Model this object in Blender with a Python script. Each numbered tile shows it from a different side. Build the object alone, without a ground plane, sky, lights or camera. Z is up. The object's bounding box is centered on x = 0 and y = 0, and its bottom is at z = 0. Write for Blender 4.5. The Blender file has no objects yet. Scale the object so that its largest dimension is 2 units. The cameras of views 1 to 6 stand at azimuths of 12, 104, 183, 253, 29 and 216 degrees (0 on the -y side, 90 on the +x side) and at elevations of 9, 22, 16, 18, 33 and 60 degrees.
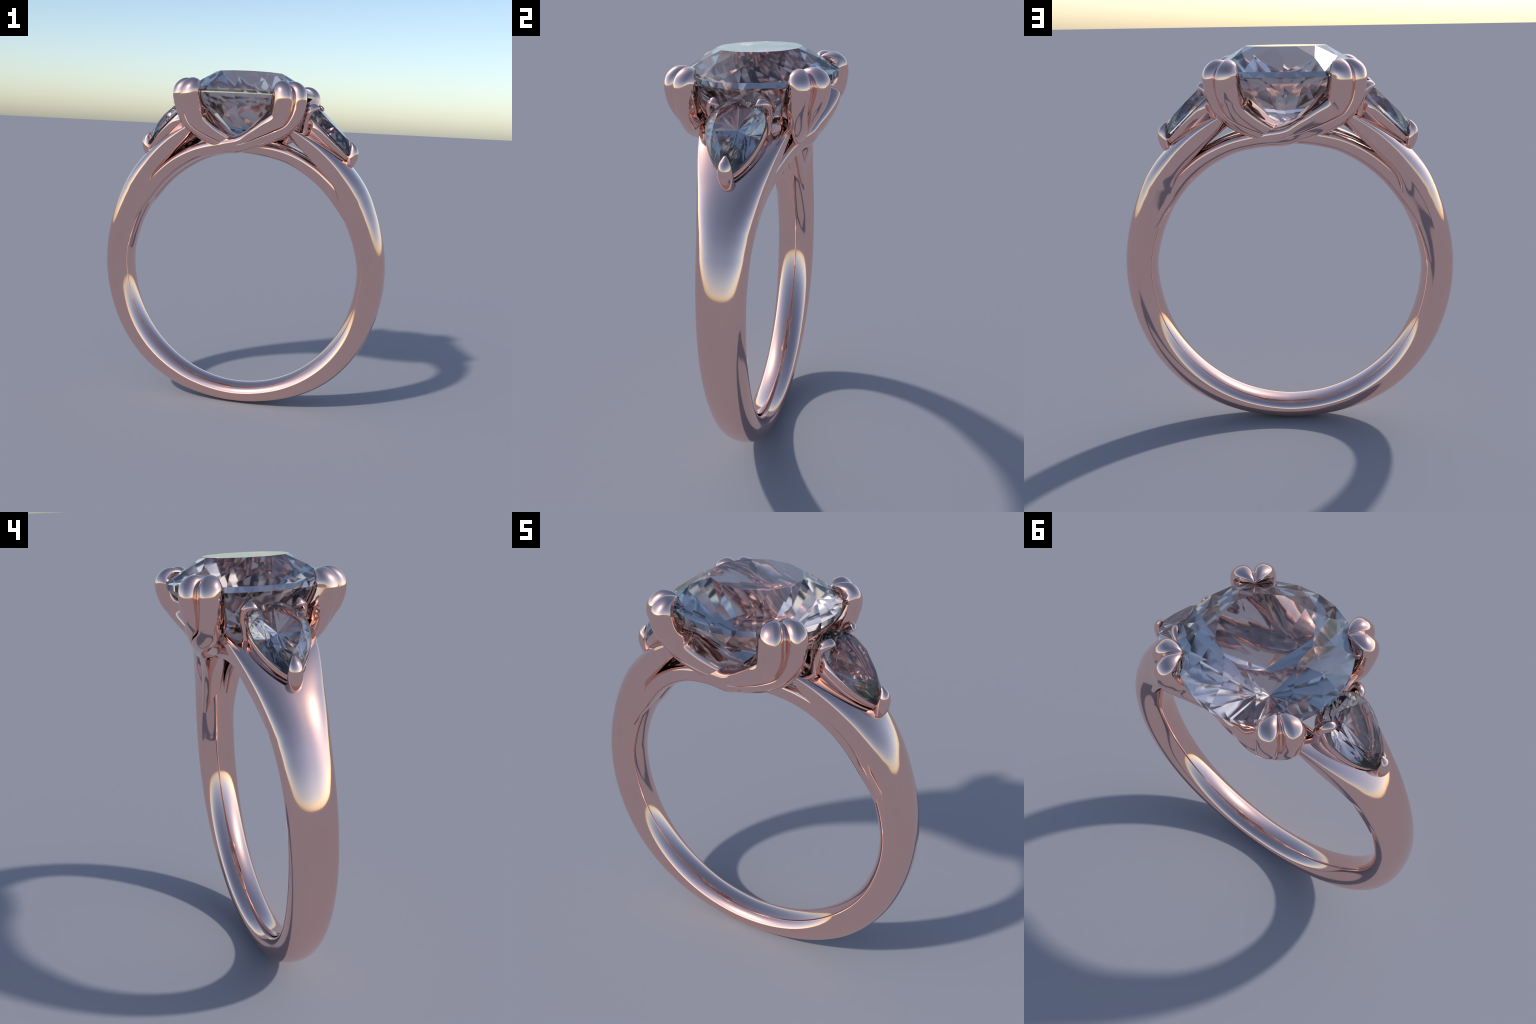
"""A rose-gold three-stone ring: tapered shank with cathedral shoulders, a trellis of four
double-lobed prongs holding a round brilliant, and two pear stones in tilted baskets."""
import bpy, bmesh, math
import numpy as np
from mathutils import Vector

RING_C = 0.86                     # height of the finger-hole axis (axis runs along y)
GOLD_COLOUR = (0.90, 0.60, 0.52)


# ------------------------------------------------------------------ helpers
def smooth_table(keys, t):
    """monotone cubic interpolation of rows (t, value, ...) at t"""
    k = np.array(keys, float)
    x, y = k[:, 0], k[:, 1:]
    h = np.diff(x)[:, None]
    d = np.diff(y, axis=0) / h
    m = np.zeros_like(y)
    m[0], m[-1] = d[0], d[-1]
    for i in range(1, len(x) - 1):
        s = d[i - 1] * d[i] > 0
        w1, w2 = 2 * h[i] + h[i - 1], h[i] + 2 * h[i - 1]
        with np.errstate(divide="ignore", invalid="ignore"):
            m[i] = np.where(s, (w1 + w2) / (w1 / d[i - 1] + w2 / d[i]), 0)
    i = int(np.clip(np.searchsorted(x, t) - 1, 0, len(x) - 2))
    hh = x[i + 1] - x[i]
    u = min(max((t - x[i]) / hh, 0), 1)
    return ((1 + 2 * u) * (1 - u) ** 2 * y[i] + u * (1 - u) ** 2 * hh * m[i]
            + u * u * (3 - 2 * u) * y[i + 1] + u * u * (u - 1) * hh * m[i + 1])


def spline_rows(rows, n):
    """natural-feeling Catmull-Rom (centripetal on the first three columns) through rows, n samples"""
    r = np.array(rows, float)
    seg = np.sqrt(np.linalg.norm(np.diff(r[:, :3], axis=0), axis=1))
    t = np.r_[0, np.cumsum(seg)]
    tan = np.zeros_like(r)
    for i in range(len(r)):
        a, b = max(i - 1, 0), min(i + 1, len(r) - 1)
        if a == i or b == i:
            tan[i] = (r[b] - r[a]) / (t[b] - t[a])
        else:
            h0, h1 = t[i] - t[a], t[b] - t[i]
            tan[i] = ((r[i] - r[a]) / h0 * h1 + (r[b] - r[i]) / h1 * h0) / (h0 + h1)
    out = []
    for s in np.linspace(0, t[-1], n):
        i = int(np.clip(np.searchsorted(t, s) - 1, 0, len(t) - 2))
        h = t[i + 1] - t[i]
        u = (s - t[i]) / h
        out.append((1 + 2 * u) * (1 - u) ** 2 * r[i] + u * (1 - u) ** 2 * h * tan[i]
                   + u * u * (3 - 2 * u) * r[i + 1] + u * u * (u - 1) * h * tan[i + 1])
    return np.array(out)


def make_object(name, verts, faces, material, parent, sharp=None, smooth=True):
    me = bpy.data.meshes.new(name)
    me.from_pydata([tuple(v) for v in verts], [], faces)
    bm = bmesh.new()
    bm.from_mesh(me)
    bmesh.ops.recalc_face_normals(bm, faces=bm.faces)
    bm.to_mesh(me)
    bm.free()
    me.materials.append(material)
    if smooth:
        me.shade_smooth()
        if sharp:
            me.set_sharp_from_angle(angle=math.radians(sharp))
    ob = bpy.data.objects.new(name, me)
    bpy.context.scene.collection.objects.link(ob)
    if parent:
        ob.parent = parent
    return ob


def loft(rings, cap=True):
    """closed rings of equal size -> verts, faces"""
    n = len(rings[0])
    verts = [p for ring in rings for p in ring]
    faces = []
    for i in range(len(rings) - 1):
        for j in range(n):
            k = (j + 1) % n
            faces.append((i * n + j, i * n + k, (i + 1) * n + k, (i + 1) * n + j))
    if cap:
        faces.append(tuple(range(n)))
        faces.append(tuple((len(rings) - 1) * n + j for j in reversed(range(n))))
    return verts, faces


def turned(ob_mesh, name, parent):
    """the same part again, half a turn about the vertical axis"""
    ob = bpy.data.objects.new(name, ob_mesh)
    bpy.context.scene.collection.objects.link(ob)
    ob.parent = parent
    ob.rotation_euler = (0, 0, math.pi)
    return ob


# ------------------------------------------------------------------ materials
def gold():
    m = bpy.data.materials.new("polished_rose_gold")
    m.use_nodes = True
    nt = m.node_tree
    b = nt.nodes["Principled BSDF"]
    b.inputs["Base Color"].default_value = (*GOLD_COLOUR, 1)
    b.inputs["Metallic"].default_value = 1
    b.inputs["Roughness"].default_value = 0.06
    return m


def crystal(name, colour, ior):
    m = bpy.data.materials.new(name)
    m.use_nodes = True
    b = m.node_tree.nodes["Principled BSDF"]
    b.inputs["Base Color"].default_value = (*colour, 1)
    b.inputs["Transmission Weight"].default_value = 1
    b.inputs["Roughness"].default_value = 0.08
    b.inputs["IOR"].default_value = ior
    return m


GOLD = gold()
GEM = crystal("clear_crystal", (0.64, 0.58, 0.585), 1.58)  # base colour tinted warm to paint in pink reflections of the gold

ring = bpy.data.objects.new("ring", None)
bpy.context.scene.collection.objects.link(ring)
ring["label"] = "polished rose gold ring with round and two pear-shaped clear stones"
ring["category"] = "finger ring"


# ------------------------------------------------------------------ shank with cathedral shoulders
# angle from horizontal: outer radius, inner radius, radius of the widest point, half width, dome power, belly power
SHANK = [
    (-90, 0.860, 0.740, 0.800, 0.087, 2.15, 2.1),
    (-78, 0.863, 0.738, 0.801, 0.088, 2.15, 2.1),
    (-66, 0.873, 0.733, 0.803, 0.091, 2.15, 2.1),
    (-57, 0.880, 0.727, 0.803, 0.094, 2.15, 2.1),
    (-48, 0.884, 0.721, 0.802, 0.097, 2.2, 2.1),
    (-40, 0.882, 0.716, 0.800, 0.100, 2.2, 2.1),
    (-30, 0.877, 0.710, 0.797, 0.103, 2.2, 2.1),
    (-15, 0.868, 0.702, 0.790, 0.107, 2.2, 2.15),
    (4, 0.864, 0.697, 0.786, 0.110, 2.2, 2.2),
    (8, 0.864, 0.692, 0.786, 0.111, 2.2, 2.2),
    (16, 0.865, 0.685, 0.786, 0.114, 2.25, 2.3),
    (25, 0.871, 0.680, 0.787, 0.119, 2.3, 2.5),
    (31, 0.879, 0.679, 0.788, 0.125, 2.3, 2.7),
    (35, 0.884, 0.690, 0.793, 0.131, 2.3, 3.2),
    (39, 0.887, 0.718, 0.802, 0.137, 2.3, 3.9),
    (45, 0.889, 0.746, 0.812, 0.148, 2.35, 5.0),
    (52, 0.889, 0.757, 0.827, 0.165, 2.6, 6.0),
    (58, 0.889, 0.772, 0.840, 0.181, 3.0, 7.0),
    (64, 0.889, 0.800, 0.855, 0.197, 3.5, 7.0),
    (69.5, 0.889, 0.842, 0.866, 0.213, 4.5, 6.0),
]


# half width of the finger side: angle, on the side whose strand passes over, on the side passing under
BELLY = [(-90, 0.087, 0.087), (-48, 0.097, 0.097), (-15, 0.107, 0.107), (5, 0.107, 0.106), (16, 0.106, 0.101),
         (25, 0.106, 0.096), (31, 0.111, 0.098), (36, 0.121, 0.112), (42, 0.140, 0.138), (50, 0.160, 0.160), (69.5, 0.213, 0.213)]


def shank():
    par = np.radians(np.arange(0, 360, 2.0))
    c, s = np.cos(par), np.sin(par)
    rings = []
    for ang in np.linspace(69.5, -249.5, 420):
        a = ang if ang >= -90 else -180 - ang
        ro, ri, rm, w, p, q = smooth_table(SHANK, a)
        over_w, under_w = smooth_table(BELLY, a)
        pw = np.where(s >= 0, p, q)
        h = np.abs(s) ** (2 / pw)
        # on the +x half the over strand lies at +y, on the -x half at -y
        plus = over_w if ang > -90 else under_w
        minus = under_w if ang > -90 else over_w
        wb = np.where(c > 0, plus, minus)
        wide = np.where(s >= 0, w, wb + (w - wb) * (1 - h) ** 3)
        y = wide * np.sign(c) * np.abs(c) ** (2 / pw)
        r = np.where(s >= 0, rm + (ro - rm) * h, rm - (rm - ri) * h)
        # the ends of the shoulders run on towards the prongs on their inner side
        reach = 5.5 * np.clip((0.212 - np.abs(y)) / 0.075, 0, 1) * max(0.0, (a - 60) / 9.5)
        th = np.radians(ang + (reach if ang > -90 else -reach))
        rings.append(np.c_[r * np.cos(th), y, RING_C + r * np.sin(th)])
    v, f = loft(rings)
    ob = make_object("shank", v, f, GOLD, ring)
    # pear-shaped cut-out in each shoulder, under the side stone
    for side in (1, -1):
        outline = []
        for ang, half in [(47.6, 0.0), (47.8, 0.018), (48.6, 0.036), (50, 0.055), (52, 0.076), (55, 0.096),
                          (58, 0.112), (62, 0.121), (65.5, 0.120), (68, 0.118), (72, 0.120), (80, 0.125)]:
            outline.append((ang, half))
        loop = outline + [(a, -h) for a, h in reversed(outline) if h > 0]
        rr = []
        for r in (0.70, 0.95):
            rr.append([(side * r * math.cos(math.radians(a)), side * y, RING_C + r * math.sin(math.radians(a)))
                       for a, y in loop])
        cv, cf = loft(rr)
        cutter = make_object("cutter", cv, cf, GOLD, None, smooth=False)
        mod = ob.modifiers.new("cut", "BOOLEAN")
        mod.operation, mod.solver, mod.object = "DIFFERENCE", "EXACT", cutter
        dg = bpy.context.evaluated_depsgraph_get()
        me = bpy.data.meshes.new_from_object(ob.evaluated_get(dg))
        ob.modifiers.clear()
        ob.data = me
        bpy.data.objects.remove(cutter)
    me.name = "shank"
    me.shade_smooth()
    me.set_sharp_from_angle(angle=math.radians(38))
    return ob


shank()


# ------------------------------------------------------------------ trellis prongs
def strand_rows(over):
    """centre xyz, outward axis N, half size across the lobes, half depth, lobe amount, squareness, seat depth.
    Runs from the -x shank, past the front crossing, into the prong at +x -y."""
    rows = []
    # along the shank: angle, inner radius, outer radius, inner y, outer y
    if over:
        lower = [(20, 0.705, 0.755, 0.006, 0.096), (26, 0.692, 0.765, 0.003, 0.101), (32, 0.680, 0.769, 0.003, 0.106),
                 (38, 0.677, 0.770, 0.003, 0.113), (45, 0.677, 0.770, 0.005, 0.125), (53, 0.677, 0.769, 0.014, 0.144),
                 (61, 0.678, 0.767, 0.034, 0.169), (69, 0.680, 0.765, 0.060, 0.194), (77, 0.676, 0.764, 0.088, 0.219),
                 (84, 0.675, 0.768, 0.110, 0.242)]
    else:
        lower = [(20, 0.705, 0.755, 0.006, 0.088), (26, 0.692, 0.765, 0.003, 0.091), (32, 0.680, 0.769, 0.003, 0.093),
                 (38, 0.677, 0.770, 0.003, 0.095), (45, 0.677, 0.770, 0.003, 0.098), (53, 0.677, 0.769, 0.006, 0.103),
                 (61, 0.678, 0.767, 0.012, 0.113), (69, 0.680, 0.765, 0.022, 0.129), (77, 0.676, 0.762, 0.036, 0.147),
                 (84, 0.675, 0.760, 0.050, 0.160)]
    for a, ri, ro, yi, yo in lower:
        th = math.radians(180 - a)
        r = (ri + ro) / 2
        rows.append((r * math.cos(th), -(yi + yo) / 2, RING_C + r * math.sin(th), 0, -1, 0,
                     (ro - ri) / 2, (yo - yi) / 2, 0.0, 3.0, 1.0))
    if over:
        rows += [
            (0.000, -0.208, 1.592, 0.05, -1, -.08, 0.050, 0.062, 0.0, 3.0, 1.1),
            (0.060, -0.226, 1.617, .08, -1, -.15, 0.053, 0.061, 0.06, 3.0, 1.3),
            (0.126, -0.257, 1.652, .10, -.95, -.28, 0.064, 0.060, 0.2, 2.9, 1.5),
            (0.200, -0.277, 1.693, .24, -.86, -.40, 0.079, 0.060, 0.32, 2.8, 1.6),
        ]
    else:
        rows += [
            (0.000, -0.130, 1.587, 0.15, -1, -.08, 0.044, 0.056, 0.0, 3.0, 1.0),
            (0.070, -0.165, 1.603, .18, -1, -.15, 0.048, 0.058, 0.06, 3.0, 1.3),
            (0.128, -0.192, 1.631, .20, -.95, -.28, 0.058, 0.060, 0.2, 2.9, 1.5),
            (0.202, -0.224, 1.675, .30, -.86, -.40, 0.073, 0.060, 0.32, 2.8, 1.6),
        ]
    lean = 0.0 if over else 1.0                 # the prong that ends on top of the crossing leans further in
    rows += [
        (0.250 + 0.002 * lean, -0.277 + 0.030 * lean, 1.727 - 0.009 * lean, .48, -.76, -.40, 0.090 - 0.004 * lean, 0.060, 0.45, 2.7, 1.5),
        (0.277, -0.285 + 0.021 * lean, 1.766, .62, -.72, -.26, 0.097, 0.061, 0.65, 2.6, 1.35),
        (0.288, -0.290 + 0.009 * lean, 1.812, .70, -.70, -.08, 0.101, 0.063, 0.85, 2.5, 1.15),
    ]
    q = math.sqrt(.5)
    for r, z, n, hn, ht in [(0.412, 1.860, 0, 0.064, 0.102), (0.408, 1.888, 22, 0.057, 0.101),
                            (0.396, 1.908, 50, 0.043, 0.092), (0.376, 1.918, 76, 0.028, 0.073),
                            (0.357, 1.919, 94, 0.017, 0.043), (0.346, 1.915, 104, 0.008, 0.016),
                            (0.342, 1.912, 108, 0.002, 0.003)]:
        cn, sn = math.cos(math.radians(n)), math.sin(math.radians(n))
        rows.append((r * q, -r * q, z, cn * q, -cn * q, sn, ht, hn, 1.0, 2.5, 1.0))
    return rows


def strand(is_over, mirror, name):
    # positions across the section: outer face from +1 to -1 (dense beside the groove), then back
    u = np.cos(np.radians(np.arange(0, 90, 3.0)))
    u = np.r_[u[u > 0.12], 0.12, 0.095, 0.072, 0.052, 0.035, 0.022, 0.011, 0.004]
    face = np.r_[u, 0, -u[::-1]]
    back = -np.cos(np.radians(np.arange(3.0, 180, 3.0)))
    rows = spline_rows(strand_rows(is_over), 240)
    tangents = np.gradient(rows[:, :3], axis=0)
    rings = []
    for row, tan in zip(rows, tangents):
        P, N = row[:3], row[3:6]
        ht, hn, g, p, seat = row[6:]
        ht, hn, g = max(ht, 0.001), max(hn, 0.001), min(max(g, 0), 1)
        tan = tan / np.linalg.norm(tan)
        N = N - tan * (N @ tan)
        N = N / np.linalg.norm(N)
        T = np.cross(N, tan)
        arch = (1 - np.abs(face) ** p) ** (1 / p)
        # two round lobes, parted by a groove that narrows and dies out down the stem
        lobe = np.sqrt(np.clip(1 - (np.abs(np.abs(face) - 0.5) / 0.5) ** 2.4, 0, 1))
        lobe = np.maximum(lobe, 0.42)
        wide = min(1.0, max(0.0, (g - 0.45) / 0.55))
        thin = 0.30 * min(1.0, g / 0.35) * np.exp(-(np.abs(face) / (0.022 + 0.09 * g * g)) ** 1.2)
        top = (arch * (1 - thin)) * (1 - wide) + np.where(np.abs(face) < 0.5, lobe, np.minimum(arch / 0.93, np.sqrt(np.clip(1 - ((np.abs(face) - 0.5) / 0.5) ** 2.4, 0, 1)))) * wide
        x = np.r_[face, back] * ht
        y = np.r_[top, -(1 - np.abs(back) ** p) ** (1 / p) * seat] * hn
        ringp = P + np.outer(x, T) + np.outer(y, N)
        if mirror:
            ringp = ringp * np.array([-1, 1, 1])
        rings.append(ringp)
    v, f = loft(rings)
    return make_object(name, v, f, GOLD, ring, sharp=50)


over = strand(True, False, "prong")
under = strand(False, True, "prong")
turned(over.data, "prong", ring)
turned(under.data, "prong", ring)


# ------------------------------------------------------------------ round brilliant
def round_brilliant(k=12, r_table=0.204, z_table=2.0, r_girdle=0.375, z_top=1.892, z_bottom=1.867,
                    z_culet=1.545, r_star=0.287, r_pav=0.27):
    """table, a ring of star points, broad main facets down to the girdle; mains and halves below it"""
    verts, faces = [], []

    def ring_of(r, z, n, first):
        start = len(verts)
        for i in range(n):
            a = first + i * 2 * math.pi / n
            verts.append((r * math.cos(a), r * math.sin(a), z))
        return [start + i for i in range(n)]

    half = math.pi / k
    c = math.cos(half)
    slope = (z_table - z_top) / (r_girdle * c - r_table)
    table = ring_of(r_table, z_table, k, half)
    stars = ring_of(r_star, z_table - slope * (r_star * c - r_table), k, 0)
    upper = ring_of(r_girdle, z_top, 2 * k, 0)
    lower = ring_of(r_girdle, z_bottom, 2 * k, 0)
    drop = (z_bottom - z_culet) / r_girdle
    pavs = ring_of(r_pav, z_culet + drop * r_pav * c - 0.004, k, 0)
    culet = len(verts)
    verts.append((0, 0, z_culet))
    faces.append(tuple(table))
    for i in range(k):
        j = (i + 1) % k
        gi, gm, gj = 2 * i, 2 * i + 1, (2 * i + 2) % (2 * k)
        faces.append((table[i - 1], stars[i], table[i]))
        first = abs(math.sin(i * 2 * half)) >= abs(math.sin(j * 2 * half))
        if first:
            faces.append((table[i], stars[i], upper[gi], stars[j]))
            faces.append((stars[j], upper[gi], upper[gm]))
            faces.append((stars[j], upper[gm], upper[gj]))
        else:
            faces.append((table[i], stars[i], upper[gj], stars[j]))
            faces.append((stars[i], upper[gi], upper[gm]))
            faces.append((stars[i], upper[gm], upper[gj]))
        faces.append((culet, pavs[i], lower[gm], pavs[j]))
        faces.append((pavs[i], lower[gi], lower[gm]))
        faces.append((pavs[j], lower[gm], lower[gj]))
    for g in range(2 * k):
        h = (g + 1) % (2 * k)
        faces.append((upper[g], upper[h], lower[h], lower[g]))
    return make_object("gemstone", verts, faces, GEM, ring, smooth=False)


round_brilliant()


# ------------------------------------------------------------------ pear stones and their baskets
# frame of a side stone: n = outward normal of its table, a = down towards its point
AN, AA = Vector((0.690, 0, 0.724)), Vector((0.724, 0, -0.690))


def side_point(a, y, n):
    return AN * n + AA * a + Vector((0, y, 0))


PEAR_C, PEAR_R, PEAR_TIP = -0.868, 0.137, -0.612


def pear(u, scale=1.0, grow=0.0):
    """outline of the pear at u (0 = point, 0.5 = middle of the round end, 1 = point), (a, y)"""
    side = 1 if u <= 0.5 else -1
    v = u if u <= 0.5 else 1 - u
    ang = v * 2 * math.pi                      # 0..pi
    L = PEAR_TIP - PEAR_C
    x = math.cos(ang)
    if x < 0:
        a, y = PEAR_R * x, PEAR_R * math.sin(ang)
    else:
        a = L * x
        y = PEAR_R * math.sqrt(max(1 - x * x, 0)) * (1 - 0.32 * x ** 1.4) * (1 - x ** 8 * 0.25)
    d = math.hypot(a, y)
    k = scale + grow / d
    return a * k, side * y * k


def pear_stone():
    gn, tn, cn = 1.554, 1.601, 1.435
    per, k = 4, 8
    verts, faces = [], []

    def add(a, y, n):
        verts.append(side_point(PEAR_C + a, y, n))
        return len(verts) - 1

    # main facets at the point, along the flanks and round the head
    us = [0, 0.11, 0.22, 0.35, 0.5, 0.65, 0.78, 0.89]
    mids = [(us[i] + (us[i + 1] if i + 1 < k else 1.0)) / 2 for i in range(k)]
    tsc = 0.63
    table = [add(*pear(u, tsc if 0 < u else 0.66), tn) for u in us]
    stars = [add(*pear(u, 0.83), tn - (tn - gn) * 0.40) for u in mids]
    pavs = [add(*pear(u, 0.30), cn + (gn - 0.01 - cn) * 0.32) for u in mids]
    culet = add(0.0, 0, cn)
    up, lo, idx = [], [], []
    for i in range(k):
        u0, u1 = us[i], (us[i + 1] if i + 1 < k else 1.0)
        for j in range(2 * per):
            u = u0 + (u1 - u0) * j / (2 * per)
            up.append(add(*pear(u), gn))
            lo.append(add(*pear(u), gn - 0.010))
    n = len(up)
    faces.append(tuple(table))
    for i in range(k):
        prv = (i - 1) % k
        g = 2 * per * i
        faces.append((table[i], stars[i], table[(i + 1) % k]))
        faces.append((table[i], stars[prv], up[g]))
        faces.append((table[i], up[g], stars[i]))
        faces.append((culet, pavs[prv], lo[g]))
        faces.append((culet, lo[g], pavs[i]))
        for j in range(2 * per):
            faces.append((stars[i], up[(g + j) % n], up[(g + j + 1) % n]))
            faces.append((pavs[i], lo[(g + j) % n], lo[(g + j + 1) % n]))
    for j in range(n):
        faces.append((up[j], up[(j + 1) % n], lo[(j + 1) % n], lo[j]))
    return make_object("side_gemstone", verts, faces, GEM, ring, smooth=False)


def basket():
    # wall section: (outline scale, level), round the rim, down the outside, back up the inside
    wall = [(0.84, 1.530), (0.88, 1.540), (0.93, 1.543), (0.975, 1.538), (1.0, 1.527), (1.0, 1.513),
            (0.98, 1.499), (0.945, 1.485), (0.90, 1.473), (0.855, 1.463), (0.82, 1.455), (0.785, 1.447),
            (0.74, 1.443), (0.69, 1.446), (0.67, 1.456), (0.70, 1.478), (0.77, 1.508)]
    us = np.linspace(0, 1, 161)[:-1]
    verts, faces = [], []
    m = len(wall)
    for u in us:
        collar = 0.008 * max(0.0, 1 - (abs(u - 0.5) / 0.2) ** 2)      # the wall swells behind the broad end
        for i, (sc, n) in enumerate(wall):
            a, y = pear(u, sc, collar if i < 10 else 0.4 * collar)
            verts.append(side_point(PEAR_C + a, y, n))
    for i in range(len(us)):
        j = (i + 1) % len(us)
        for q in range(m):
            r = (q + 1) % m
            faces.append((i * m + q, j * m + q, j * m + r, i * m + r))
    return make_object("basket", verts, faces, GOLD, ring, sharp=50)


def claw(rows, parent):
    """a post that bends over the stone and ends in a leaf-shaped tip: a, y, n, radius across, radius thick"""
    r = spline_rows([(a, y, n, w, h) for a, y, n, w, h in rows], 60)
    pts = [side_point(q[0], q[1], q[2]) for q in r]
    phi = np.linspace(0, 2 * math.pi, 33)[:-1]
    # the claw bends in the plane through its first and last point along the stone's normal
    d = side_point(r[-1][0], r[-1][1], 0) - side_point(r[20][0], r[20][1], 0)
    across = AN.cross(d).normalized()
    rings = []
    for i, p in enumerate(pts):
        t = (pts[min(i + 1, 59)] - pts[max(i - 1, 0)]).normalized()
        e1 = (across - t * across.dot(t)).normalized()
        e2 = t.cross(e1)
        w, h = max(r[i][3], 0.0008), max(r[i][4], 0.0008)
        rings.append([tuple(p + e1 * (w * math.cos(f)) + e2 * (h * math.sin(f))) for f in phi])
    v, f = loft(rings)
    return make_object("claw", v, f, GOLD, parent, sharp=60)


stone = pear_stone()
bask = basket()
claws = [
    claw([(-0.588, 0, 1.485, 0.020, 0.020), (-0.596, 0, 1.512, 0.029, 0.029), (-0.610, 0, 1.543, 0.034, 0.033),
          (-0.626, 0, 1.569, 0.032, 0.031), (-0.645, 0, 1.588, 0.026, 0.023), (-0.662, 0, 1.597, 0.017, 0.013),
          (-0.676, 0, 1.601, 0.008, 0.006), (-0.682, 0, 1.601, 0.002, 0.002)], bask)]
for sgn in (1, -1):
    claws.append(claw([(-0.890, sgn * 0.112, 1.440, 0.022, 0.018), (-0.925, sgn * 0.124, 1.490, 0.022, 0.018),
                       (-0.952, sgn * 0.134, 1.535, 0.022, 0.018), (-0.962, sgn * 0.132, 1.566, 0.023, 0.018),
                       (-0.960, sgn * 0.121, 1.588, 0.023, 0.016), (-0.952, sgn * 0.107, 1.603, 0.020, 0.012),
                       (-0.940, sgn * 0.093, 1.603, 0.010, 0.007), (-0.935, sgn * 0.086, 1.601, 0.002, 0.002)], bask))

turned(stone.data, "side_gemstone", ring)
bask2 = turned(bask.data, "basket", ring)
for c in claws:
    o = bpy.data.objects.new("claw", c.data)
    bpy.context.scene.collection.objects.link(o)
    o.parent = bask2
